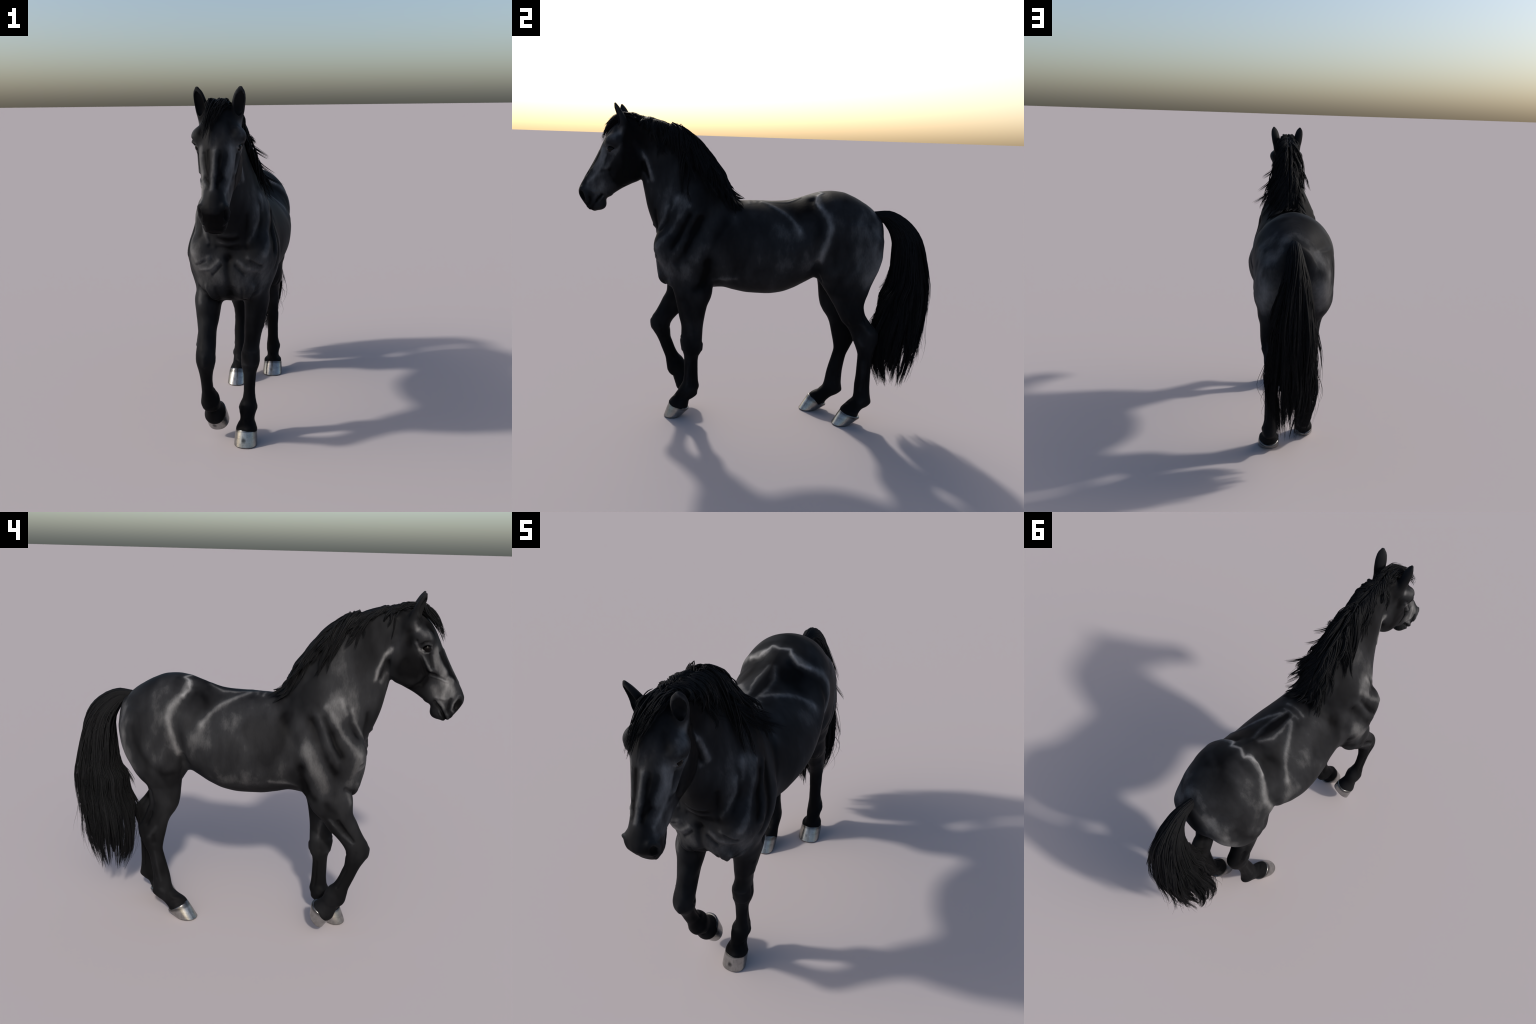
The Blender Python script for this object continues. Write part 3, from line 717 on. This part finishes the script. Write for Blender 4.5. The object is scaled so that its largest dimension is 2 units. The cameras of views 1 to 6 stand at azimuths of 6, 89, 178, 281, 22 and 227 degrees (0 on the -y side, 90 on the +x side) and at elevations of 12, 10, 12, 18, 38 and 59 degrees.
    nt.links.new(ramp.outputs[0], bsdf.inputs["Base Color"])
    bump = nt.nodes.new("ShaderNodeBump")
    bump.inputs["Strength"].default_value = .12
    bump.inputs["Distance"].default_value = .004
    nt.links.new(fine, bump.inputs["Height"])
    nt.links.new(bump.outputs[0], bsdf.inputs["Normal"])
    bsdf.inputs["Roughness"].default_value = COAT["rough"]
    bsdf.inputs["Specular IOR Level"].default_value = COAT["spec"]
    return m


COAT = dict(dark=(.0020, .0020, .0023), mid=(.0190, .0197, .0216), bright=(.165, .165, .168), floor=.095, least=.02, mottle=.7, rough=.5, spec=.02)  # bright = baked coat highlights; mid cooled to look neutral in warm sun


def hoof_material():
    """Polished horn with a metallic shine: fine streaks, rings, a worn rim, a dark hairline and a stain on the toe."""
    m, nt, bsdf = new_material("polished_hoof")
    P = nt.nodes.new("ShaderNodeTexCoord").outputs["Object"]
    xyz = nt.nodes.new("ShaderNodeSeparateXYZ")
    nt.links.new(P, xyz.inputs[0])
    streak = noise_node(nt, P, 60, 4, .6, stretch=(2.2, 1.2, .25))
    rings = noise_node(nt, P, 50, 3, .6, stretch=(.2, .2, 3.5))
    blotch = noise_node(nt, P, 30, 4, .6)
    top = math_node(nt, "SUBTRACT", math_node(nt, "MULTIPLY_ADD", xyz.outputs["Y"], -.354, .0683), xyz.outputs["Z"])   # depth below the hairline

    def fade(v, a, b):
        n = nt.nodes.new("ShaderNodeMapRange")
        n.interpolation_type = "SMOOTHSTEP"
        n.inputs["From Min"].default_value, n.inputs["From Max"].default_value = a, b
        nt.links.new(v, n.inputs["Value"])
        return n.outputs[0]
    hair = math_node(nt, "MULTIPLY_ADD", fade(top, -.002, .014), .62, .38)
    rim = math_node(nt, "MULTIPLY_ADD", fade(xyz.outputs["Z"], .0, .006), .5, .5)
    d = nt.nodes.new("ShaderNodeVectorMath")
    d.operation = "DISTANCE"
    nt.links.new(P, d.inputs[0])
    d.inputs[1].default_value = (-.006, -.052, .037)
    stain = math_node(nt, "MULTIPLY_ADD", fade(math_node(nt, "ADD", d.outputs["Value"], math_node(nt, "MULTIPLY", blotch, .012)), .010, .024), .75, .25)
    v = math_node(nt, "ADD", math_node(nt, "ADD", math_node(nt, "MULTIPLY", streak, .35), math_node(nt, "MULTIPLY", rings, .25)), math_node(nt, "MULTIPLY", blotch, .45))
    for k in (hair, rim, stain):
        v = math_node(nt, "MULTIPLY", v, k)
    ramp = nt.nodes.new("ShaderNodeValToRGB")
    ramp.color_ramp.elements[0].position, ramp.color_ramp.elements[0].color = .05, (.03, .03, .032, 1)
    ramp.color_ramp.elements[1].position, ramp.color_ramp.elements[1].color = .62, (.34, .335, .325, 1)
    nt.links.new(v, ramp.inputs[0])
    nt.links.new(ramp.outputs[0], bsdf.inputs["Base Color"])
    bsdf.inputs["Metallic"].default_value = .9
    nt.links.new(math_node(nt, "MULTIPLY_ADD", blotch, .18, .15), bsdf.inputs["Roughness"])
    bump = nt.nodes.new("ShaderNodeBump")
    bump.inputs["Strength"].default_value = .15
    bump.inputs["Distance"].default_value = .003
    nt.links.new(math_node(nt, "ADD", rings, streak), bump.inputs["Height"])
    nt.links.new(bump.outputs[0], bsdf.inputs["Normal"])
    return m


hoof_mat = hoof_material()

hair_mat, nt, bsdf = new_material("black_hair")
bsdf.inputs["Base Color"].default_value = (.0078, .0081, .0090, 1)  # black tinted bluish to offset the warm sunlight
bsdf.inputs["Roughness"].default_value = .55
bsdf.inputs["Specular IOR Level"].default_value = .04

eye_mat, nt, bsdf = new_material("dark_eye")
bsdf.inputs["Base Color"].default_value = (.0015, .0012, .0012, 1)
bsdf.inputs["Roughness"].default_value = .2
bsdf.inputs["Specular IOR Level"].default_value = .10


# ------------------------------------------------------------ assembling ---
horse = bpy.data.objects.new("horse", None)
bpy.context.scene.collection.objects.link(horse)
horse["label"] = "black horse walking, one forefoot lifted, long mane and tail, silvery hooves"
horse["category"] = "horse"


def add_mesh(name, v, faces, mat, parent=horse, custom_normals=None, smooth_shade=True):
    me = bpy.data.meshes.new(name)
    faces = np.asarray(faces)
    me.vertices.add(len(v))
    me.vertices.foreach_set("co", np.asarray(v, F).ravel())
    me.loops.add(faces.size)
    me.loops.foreach_set("vertex_index", faces.ravel().astype(np.int32))
    me.polygons.add(len(faces))
    me.polygons.foreach_set("loop_start", np.arange(0, faces.size, faces.shape[1], dtype=np.int32))
    me.update(calc_edges=True)
    me.polygons.foreach_set("use_smooth", np.full(len(faces), smooth_shade))
    me.materials.append(mat)
    if custom_normals is not None:
        me.normals_split_custom_set_from_vertices(custom_normals.tolist())
    ob = bpy.data.objects.new(name, me)
    bpy.context.scene.collection.objects.link(ob)
    ob.parent = parent
    return ob


def split_body():
    c = verts[quads].mean(1)
    x, y, z = c.T
    t = (c - HEAD_O) @ HEAD_D
    b = (c - HEAD_O) @ HEAD_U
    region = np.zeros(len(c), int)                                    # torso
    region[(z > .95) & (y < -.30 - (z - 1.02) * -.30) & (y < -.1)] = 1  # neck
    region[(y < -.5) & (z > 1.14) & (b > -.21) & (t > .03 - .0 * b) & (t + .45 * b > -.05)] = 2  # head
    region[(y < -.5) & (z > 1.5) & (b > -.10)] = 2
    ear_f = np.minimum(*[e(c.astype(F)) for e in both(ear)])
    region[(ear_f < .004) & (z > 1.645)] = 3
    fore = (z < .84) & (y < -.2) & (y > -.70)
    region[fore & (x > np.where(z < .70, 0, .035)) & (z < .80 + .5 * (x - .035))] = 4
    region[fore & (x < np.where(z < .70, 0, -.035)) & (z < .80 + .5 * (-x - .035))] = 5
    hind = (z < 1.0) & (y > .30) & (z < .80 + .9 * (y - .33))
    region[hind & (x > 0)] = 6
    region[hind & (x <= 0)] = 7
    names = ["torso", "neck", "head", "ear", "forelimb", "forelimb", "hindlimb", "hindlimb"]
    made = {}
    jobs = []
    for r, nme in enumerate(names):
        sel = region == r
        if nme == "ear":
            jobs += [(nme, sel & (x > 0)), (nme, sel & (x <= 0))]
        else:
            jobs.append((nme, sel))
    for nme, sel in jobs:
        q = quads[sel]
        if not len(q):
            continue
        used, inv = np.unique(q, return_inverse=True)
        vs = verts[used]
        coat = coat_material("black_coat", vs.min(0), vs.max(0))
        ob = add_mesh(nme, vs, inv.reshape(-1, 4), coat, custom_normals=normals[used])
        made.setdefault(nme, []).append(ob)
    return made


parts = split_body()


def hoof(length_toe, length_heel, half_width, coronet_front, coronet_back, coronet_half, matrix, parent):
    """Hoof in its own frame: toe along -y, sole on z = 0."""
    n, rings, v = 64, [], []
    th = np.linspace(0, 2 * np.pi, n, endpoint=False)
    fr = -np.cos(th)                                                  # -1 at the toe

    def ring(y0, y1, w, z0, z1, p=2.0):
        s = np.sign(np.sin(th)) * np.abs(np.sin(th)) ** (2 / p)
        y = (y0 + y1) / 2 + fr * (y1 - y0) / 2
        return np.stack([w * s, y, z0 + (z1 - z0) * (fr + 1) / 2], 1)

    bottom = ring(-length_toe, length_heel, half_width, 0, 0, 2.3)
    top = ring(coronet_front[0], coronet_back[0], coronet_half, coronet_front[1], coronet_back[1], 2.1)
    mid = bottom.mean(0)
    stack = [mid + (bottom - mid) * k + np.array((0, 0, dz)) for k, dz in ((.02, .006), (.5, .006), (.86, .005), (.9, .0008), (.965, .0), (.99, .002))]
    for s in np.linspace(.06, 1, 12):
        bulge = 1 + .018 * math.sin(s * math.pi)
        r = bottom * (1 - s) + top * s
        c = r.mean(0)
        stack.append(c + (r - c) * np.array((bulge, bulge, 1)))
    c = top.mean(0)
    up = np.array((0, .006, .012))
    stack += [c + (top - c) * .975 + up * .35, c + (top - c) * .90 + up * .6, c + (top - c) * .6 + up * .3]
    v = np.concatenate(stack)
    faces = []
    for r in range(len(stack) - 1):
        for i in range(n):
            j = (i + 1) % n
            faces.append((r * n + i, (r + 1) * n + i, (r + 1) * n + j, r * n + j))
    faces = np.array(faces)[:, ::-1]
    ob = add_mesh("hoof", v, faces, hoof_mat, parent=parent)
    ob.matrix_world = matrix
    return ob


def place(x, y, z=0.0, yaw=0.0):
    return Matrix.Translation((x, y, z)) @ Matrix.Rotation(math.radians(yaw), 4, "Z")


fl, hl = parts["forelimb"], parts["hindlimb"]
hoof(.062, .036, .0585, (-.033, .080), (.080, .040), .0545, place(.0555, -.452, 0, 0), fl[0])
hoof(.060, .044, .0600, (-.013, .080), (.098, .034), .0560, place(.109, .512, 0, 0), hl[0])
hoof(.060, .050, .0540, (-.006, .088), (.100, .026), .0505, place(-.0985, .335, 0, -2), hl[1])
# lifted hoof: the sole faces backwards and down
axis = Vector(LIFT_AXIS).normalized()
up = -axis
toe = Vector((0, -.72, -.69))
toe = (toe - up * toe.dot(up)).normalized()
side = (-toe).cross(up)
R = Matrix((side, -toe, up)).transposed().to_4x4()
sole = Vector(CORONET) + axis * .058
hoof(.062, .040, .0585, (-.040, .078), (.078, .046), .0545, Matrix.Translation(sole - toe * -.008) @ R, fl[1])


def eyeball(s):
    n, m, v, f = 32, 16, [], []
    c = head_point(.128, .012, s * .0745)
    for i in range(m + 1):
        for j in range(n):
            a, b = math.pi * i / m, 2 * math.pi * j / n
            v.append(c + .0235 * np.array((math.cos(a), math.sin(a) * math.cos(b), math.sin(a) * math.sin(b))))
    for i in range(m):
        for j in range(n):
            f.append((i * n + j, (i + 1) * n + j, (i + 1) * n + (j + 1) % n, i * n + (j + 1) % n))
    add_mesh("eye", np.array(v), f, eye_mat, parent=parts["head"][0])


eyeball(1)
eyeball(-1)


# ------------------------------------------------------------------ hair ---
def strands_mesh(paths, radius, flat=1.0):
    """Tapering three-sided strands along paths (n strands, m points, 3)."""
    n, m, _ = paths.shape
    tan = np.gradient(paths, axis=1)
    tan /= np.linalg.norm(tan, axis=2, keepdims=True) + 1e-9
    ref = np.array((.83, .31, .46))
    a = np.cross(tan, ref)
    a /= np.linalg.norm(a, axis=2, keepdims=True) + 1e-9
    b = np.cross(tan, a)
    u = np.linspace(0, 1, m)
    w = np.asarray(radius).reshape(-1, 1) * (np.minimum(1, .45 + u * 6) * (1 - u ** 2.6 * .93))[None]
    v = np.stack([paths + w[..., None] * (a * math.cos(q) + b * math.sin(q) * flat) for q in (0, 2.094, 4.189)], 2)
    idx = np.arange(n * m * 3).reshape(n, m, 3)
    f = [np.stack([idx[:, :-1, k], idx[:, :-1, (k + 1) % 3], idx[:, 1:, (k + 1) % 3], idx[:, 1:, k]], -1).reshape(-1, 4) for k in range(3)]
    return v.reshape(-1, 3), np.concatenate(f)


def spline(points, n):
    """Smooth curve through control points, n samples."""
    points = np.asarray(points, float)
    t = np.linspace(0, 1, len(points))
    u = np.linspace(0, 1, n)
    return np.stack([pchip(t, points[:, c])(u) for c in range(3)], 1)


NECK = ADD[1]


def crest_line():
    t = np.linspace(.20, .73, 40)
    i = np.clip((t - NECK.t0) / (NECK.t1 - NECK.t0) * 599, 0, 599).astype(int)
    p = NECK.o + NECK.a * t[:, None] + NECK.u * (NECK.tab[1][i] - .004)[:, None]
    over_poll = spline([p[-1], (.003, -.655, 1.690), (.003, -.690, 1.694), (.003, -.715, 1.690)], 14)[1:]
    return np.concatenate([p, over_poll])[::-1].astype(float)


CREST = crest_line()


def crest(q):
    """Point on the crest of the neck: q = 0 at the poll, 1 at the withers."""
    seg = np.concatenate([[0], np.cumsum(np.linalg.norm(np.diff(CREST, axis=0), axis=1))])
    return np.stack([np.interp(np.clip(q, 0, 1) * seg[-1], seg, CREST[:, c]) for c in range(3)], -1)


def outward(p):
    p = p.astype(F)
    f = field(p)
    g = np.stack([(field(p + np.eye(3, dtype=F)[c] * F(2e-3)) - f) / 2e-3 for c in range(3)], 1)
    return f, g / (np.linalg.norm(g, axis=1, keepdims=True) + 1e-6)


def drape(roots, side, length, lean, lift, flick, m=15):
    """Grow hair from the crest: up, over, then down along the neck."""
    n = len(roots)
    p, path = roots.copy(), [roots.copy()]
    step = (length / (m - 1))[:, None]
    for k in range(1, m):
        u = k / (m - 1)
        f, g = outward(p)
        want = np.stack([side * .55, lean, -np.ones(n)], 1)
        if k == 1:
            want = g * .8 + np.stack([side * .7, .2 + 0 * side, 0 * side], 1)
        want += flick[:, None] * max(0, u - .55) * 3.2 * np.stack([side * 1.0, .25 + 0 * side, .15 + 0 * side], 1)
        if k > 2:
            want -= g * (want * g).sum(1, keepdims=True) * (1 - np.minimum(flick, 1) * (u > .55))[:, None]
        want /= np.linalg.norm(want, axis=1, keepdims=True)
        p = p + want * step
        f, g = outward(p)
        clear = .004 + lift * math.sin(math.pi * min(1, .25 + u * .75)) ** .8
        push = np.where(f < clear, clear - f, -(f - clear) * .25 * (1 - np.minimum(flick, 1) * (u > .5)))
        p = p + g * push[:, None]
        path.append(p.copy())
    return np.stack(path, 1)


def make_locks(kind, paths_by_lock, radius, parent):
    for paths, r in zip(paths_by_lock, radius):
        v, f = strands_mesh(paths, r)
        add_mesh(kind, v, f, hair_mat, parent=parent)


def wobble(paths, amount, waves, phase):
    """Bend strands with a slow wave that grows towards the tip."""
    m = paths.shape[1]
    u = np.linspace(0, 1, m)[None]
    a = np.sin(u * waves[:, None] * 2 * np.pi + phase[:, None]) * amount[:, None] * u
    b = np.cos(u * waves[:, None] * 1.7 * np.pi + phase[:, None] * 1.3) * amount[:, None] * u
    out = paths.copy()
    out[..., 0] += a
    out[..., 1] += b
    return out


def build_mane():
    locks = []
    for side, count in ((1, 95), (-1, 80), (.30, 46), (-.22, 40)):
        q = (np.arange(count) + rng.uniform(-.4, .4, count)) / (count - 1)
        q = np.clip(q, .0, 1) if abs(side) == 1 else .10 + .90 * np.clip(q, 0, 1)
        if side > 0:
            L = np.interp(q, [0, .10, .2, .35, .65, .88, 1], [.07, .13, .23, .32, .33, .22, .06])
            lean = np.interp(q, [0, .3, 1], [.30, .40, .60]) if side == 1 else np.full(count, 1.5)
        else:
            L = np.interp(q, [0, .10, .2, .35, .65, .88, 1], [.05, .10, .20, .27, .29, .19, .05])
            lean = np.interp(q, [0, .25, 1], [.5, 1.0, .95]) if side == -1 else np.full(count, 1.7)
        L = L * rng.uniform(.72, 1.25, count) * (1 if abs(side) == 1 else .75)
        group = np.arange(count) // 5
        L = L * rng.uniform(.8, 1.2, 60)[group]
        lean = lean + rng.normal(0, .20, count) + rng.normal(0, .22, 60)[group]
        lift = np.interp(q, [0, .10, .20, .27, .35, .45, .6, 1], [.008, .020, .018, .008, .046, .044, .034, .014]) * rng.uniform(.6, 1.2, count)
        fl = np.where(rng.random(count) < (.32 if side > 0 else .12), rng.uniform(.3, 1.0, count), 0) * np.where(q < .25, 0, 1) * (abs(side) == 1)
        k = 13
        qq = np.repeat(q, k) + rng.normal(0, .010, count * k)
        roots = crest(np.clip(qq, -.02, 1.0))
        roots[:, 0] += np.sign(side) * np.abs(rng.normal(.003, .006, count * k)) * abs(side) ** .5
        n = count * k
        paths = drape(roots, np.full(n, float(side)), np.repeat(L, k) * rng.uniform(.72, 1.06, n), np.repeat(lean, k) + rng.normal(0, .05, n),
                      np.repeat(lift, k) * rng.uniform(.35, 1.1, n), np.repeat(fl, k) * rng.uniform(.7, 1.2, n))
        # gather each lock towards its own middle near the tip
        P = paths.reshape(count, k, -1, 3)
        mid = P.mean(1, keepdims=True)
        u = np.linspace(0, 1, P.shape[2])[None, None, :, None]
        P = P + (mid - P) * (.72 * u ** 1.3)
        P = wobble(P.reshape(n, -1, 3), np.repeat(rng.uniform(.005, .018, count), k), np.repeat(rng.uniform(.7, 1.9, count), k), np.repeat(rng.uniform(0, 6.28, 60)[group] + rng.normal(0, .5, count), k)).reshape(P.shape)
        locks += list(P)
    # undercoat: many short thin hairs that close the gaps along the crest
    n = 2600
    q = rng.uniform(0, 1, n)
    side = np.where(rng.random(n) < .55, 1.0, -1.0)
    roots = crest(q)
    roots[:, 0] += side * np.abs(rng.normal(.002, .007, n))
    L = np.where(side > 0, np.interp(q, [0, .1, .3, .8, 1], [.06, .10, .20, .18, .07]), np.interp(q, [0, .1, .3, .8, 1], [.05, .08, .15, .13, .05])) * rng.uniform(.6, 1.1, n)
    paths = drape(roots, side, L, np.where(side > 0, .4, 1.0) + rng.normal(0, .15, n), rng.uniform(.003, .022, n), np.zeros(n), m=10)
    v, f = strands_mesh(paths, np.full(n, .0030))
    mane = add_mesh("mane", v, f, hair_mat)
    mane["kind"] = "stuff"
    make_locks("mane_lock", locks, [rng.uniform(.0014, .0040, len(p)) for p in locks], mane)
    # a loose lock behind the ear on the right side
    base = spline([(-.015, -.665, 1.705), (-.055, -.655, 1.683), (-.082, -.652, 1.63), (-.088, -.648, 1.585), (-.086, -.640, 1.545)], 15)
    for _ in range(3):
        f, g = outward(base)
        base = base + g * (.007 - f)[:, None]
    P = base[None] + rng.normal(0, .004, (10, 1, 3)) * np.linspace(1, .3, 15)[None, :, None]
    make_locks("mane_lock", [P], [np.full(10, .0022)], mane)


def build_forelock():
    locks, m = [], 15
    for i in range(30):
        w = i / 29
        x0 = -.028 + .062 * w + rng.normal(0, .005)
        reach = 1.0 - .45 * w + rng.normal(0, .08)
        tip_x = -.056 + .058 * w + rng.normal(0, .008)
        h = rng.normal(0, .006)
        ctrl = np.array([(x0 + .003, -.708, 1.688), (x0 * .9, -.748, 1.696 + h), (x0 * .75 + tip_x * .2, -.797, 1.683 + h), (x0 * .4 + tip_x * .55, -.838, 1.645 + h),
                         (tip_x * .85, -.864, 1.597 + h), (tip_x, -.882, 1.548 + h)])
        full = spline(ctrl, 60)
        P = []
        for j in range(11):
            r = np.clip(reach * rng.uniform(.75, 1.05), .35, 1.06)
            idx = np.clip(np.linspace(0, r * 59, m), 0, 59)
            line = np.stack([np.interp(idx, np.arange(60), full[:, c]) for c in range(3)], 1)
            spread = rng.normal(0, 1, 3) * (.0075, .007, .010)
            P.append(line + spread * np.linspace(1, .55, m)[:, None])
        P = np.array(P)
        n = len(P)
        locks.append(wobble(P, np.full(n, rng.uniform(.002, .007)), np.full(n, rng.uniform(.6, 1.2)), np.full(n, rng.uniform(0, 6.28))))
    fl = bpy.data.objects.new("forelock", None)
    bpy.context.scene.collection.objects.link(fl)
    fl.parent = horse
    # keep the hair outside the skull
    P = np.concatenate(locks)
    sh = P.shape
    p = P.reshape(-1, 3)
    # most strands lie close to the brow, only the tips stand off
    f, g = outward(p)
    u = np.tile(np.linspace(0, 1, sh[1]), sh[0])
    w = np.repeat(rng.uniform(0, 1, sh[0]) ** .8, sh[1])
    p = p - g * (np.clip(f - .005, 0, .05) * (1 - w) * (1 - np.clip((u - .62) / .38, 0, 1)))[:, None]
    f, g = outward(p)
    p = p + g * np.maximum(0, .003 - f)[:, None]
    P = p.reshape(sh)
    locks = np.split(P, 30)
    make_locks("forelock_lock", locks, [rng.uniform(.0018, .0034, len(q)) for q in locks], fl)


# tail outline: front (y, z), back (y, z), half width
TAIL = [((.672, 1.165), (.640, 1.208), .022), ((.700, 1.150), (.717, 1.215), .027), ((.718, 1.128), (.760, 1.207), .033), ((.745, 1.085), (.815, 1.180), .044),
        ((.764, 1.020), (.875, 1.125), .058), ((.760, .950), (.920, 1.045), .074), ((.750, .880), (.941, .945), .092), ((.738, .800), (.960, .830), .114),
        ((.693, .735), (.974, .745), .124), ((.692, .660), (.968, .640), .128), ((.662, .580), (.952, .540), .132), ((.655, .490), (.942, .450), .134),
        ((.665, .380), (.925, .360), .108), ((.690, .290), (.890, .280), .078), ((.745, .190), (.850, .185), .042)]


def tail_frame(u):
    """Centre, half depth vector and half width of the tail at u in 0..1."""
    t = np.linspace(0, 1, len(TAIL))
    get = lambda fn: pchip(t, [fn(r) for r in TAIL])(u)
    fy, fz, by, bz, w = get(lambda r: r[0][0]), get(lambda r: r[0][1]), get(lambda r: r[1][0]), get(lambda r: r[1][1]), get(lambda r: r[2])
    z0 = np.zeros_like(fy)
    c = np.stack([z0 + .010, (fy + by) / 2, (fz + bz) / 2], -1)
    d = np.stack([z0, (by - fy) / 2, (bz - fz) / 2], -1)
    slim = np.interp(u, [0, .25, .5, 1], [1, .98, .93, .95])[..., None]
    return c, d * slim, w * slim[..., 0]


def build_tail():
    # inner body of the tail
    n, rings = 40, 60
    u = np.linspace(0, .93, rings)
    c, d, w = tail_frame(u)
    th = np.linspace(0, 2 * np.pi, n, endpoint=False)
    k = np.interp(u, [0, .1, .45, .72, .93], [.9, .90, .80, .66, .05])
    ripple = 1 + .035 * np.sin(th * 9 + 1)[None] * np.interp(u, [0, .3, 1], [0, 1, 1])[:, None]
    v = c[:, None] + (k[:, None] * ripple)[..., None] * (np.cos(th)[None, :, None] * d[:, None] + np.sin(th)[None, :, None] * w[:, None, None] * np.array((1., 0, 0)))
    idx = np.arange(rings * n).reshape(rings, n)
    f = np.stack([idx[:-1], idx[1:], np.roll(idx[1:], -1, 1), np.roll(idx[:-1], -1, 1)], -1).reshape(-1, 4)
    tail = add_mesh("tail", v.reshape(-1, 3), f, hair_mat)
    locks, radii, m, k = [], [], 22, 13
    hanks = 17
    h_phase, h_wave, h_amp, h_end = rng.uniform(0, 6.28, hanks), rng.uniform(1.1, 2.4, hanks), rng.uniform(.008, .024, hanks), rng.uniform(-.07, .05, hanks)
    for i in range(250):
        ph = 2 * np.pi * (i * .6180339) + rng.normal(0, .1)
        h = int((ph / (2 * np.pi) % 1) * hanks)
        h_mid = (h + .5) * 2 * np.pi / hanks
        ph = h_mid + ((ph - h_mid + np.pi) % (2 * np.pi) - np.pi)
        rho = rng.uniform(.74, 1.0)
        end = np.clip(rng.normal(.95, .08) + h_end[h], .55, 1.0)
        start = 0 if i % 3 else rng.uniform(0, .30)
        loose = rng.random() < .28
        if loose and i % 2:
            end = rng.uniform(.5, .8)
        P, R = [], []
        for j in range(k):
            p2, r2 = ph + rng.normal(0, .13), rho * rng.uniform(.88, 1.05)
            uu = np.linspace(start, np.clip(end * rng.uniform(.86, 1.05), .4, 1.0), m)
            c, d, w = tail_frame(uu)
            e = np.linspace(0, 1, m)
            p2 = p2 + (ph - p2) * .85 * e ** 1.5 + (h_mid - ph) * .36 * e ** 1.3
            flare = r2 * (1 + (rng.uniform(.2, .5) if loose else .03) * e ** 4)
            P.append(c + (np.cos(p2) * flare)[:, None] * d + (np.sin(p2) * flare * w)[:, None] * np.array((1., 0, 0)))
            R.append(rng.uniform(.0018, .0046))
        P = np.array(P)
        P = P + (P.mean(0, keepdims=True) - P) * (.80 * np.linspace(0, 1, m) ** 1.4)[None, :, None]
        P = wobble(P, np.full(k, h_amp[h] * rng.uniform(.7, 1.2)), np.full(k, h_wave[h]), np.full(k, h_phase[h] + rng.normal(0, .35)) + rng.normal(0, .15, k))
        P[..., 2] -= np.linspace(0, 1, m)[None] ** 6 * rng.uniform(0, .035, (k, 1))
        locks.append(P)
        radii.append(np.array(R))
    make_locks("tail_lock", locks, radii, tail)
    # single stray hairs
    P = []
    for i in range(90):
        ph, a, b = rng.uniform(0, 6.28), rng.uniform(.25, .75), rng.uniform(.8, 1.0)
        uu = np.linspace(a, b, m)
        c, d, w = tail_frame(uu)
        e = np.linspace(0, 1, m)
        fl = 1 + rng.uniform(.1, .55) * e ** 2
        P.append(c + (np.cos(ph) * fl)[:, None] * d * .95 + (np.sin(ph) * fl * w)[:, None] * np.array((1., 0, 0)))
    P = wobble(np.array(P), rng.uniform(.006, .028, 90), rng.uniform(.6, 1.8, 90), rng.uniform(0, 6.28, 90))
    v, f = strands_mesh(P, rng.uniform(.0008, .0020, 90))
    ob = add_mesh("stray_hair", v, f, hair_mat, parent=tail)
    ob["kind"] = "stuff"


build_mane()
build_forelock()
build_tail()
print("total", round(time.time() - T0, 1), "s")
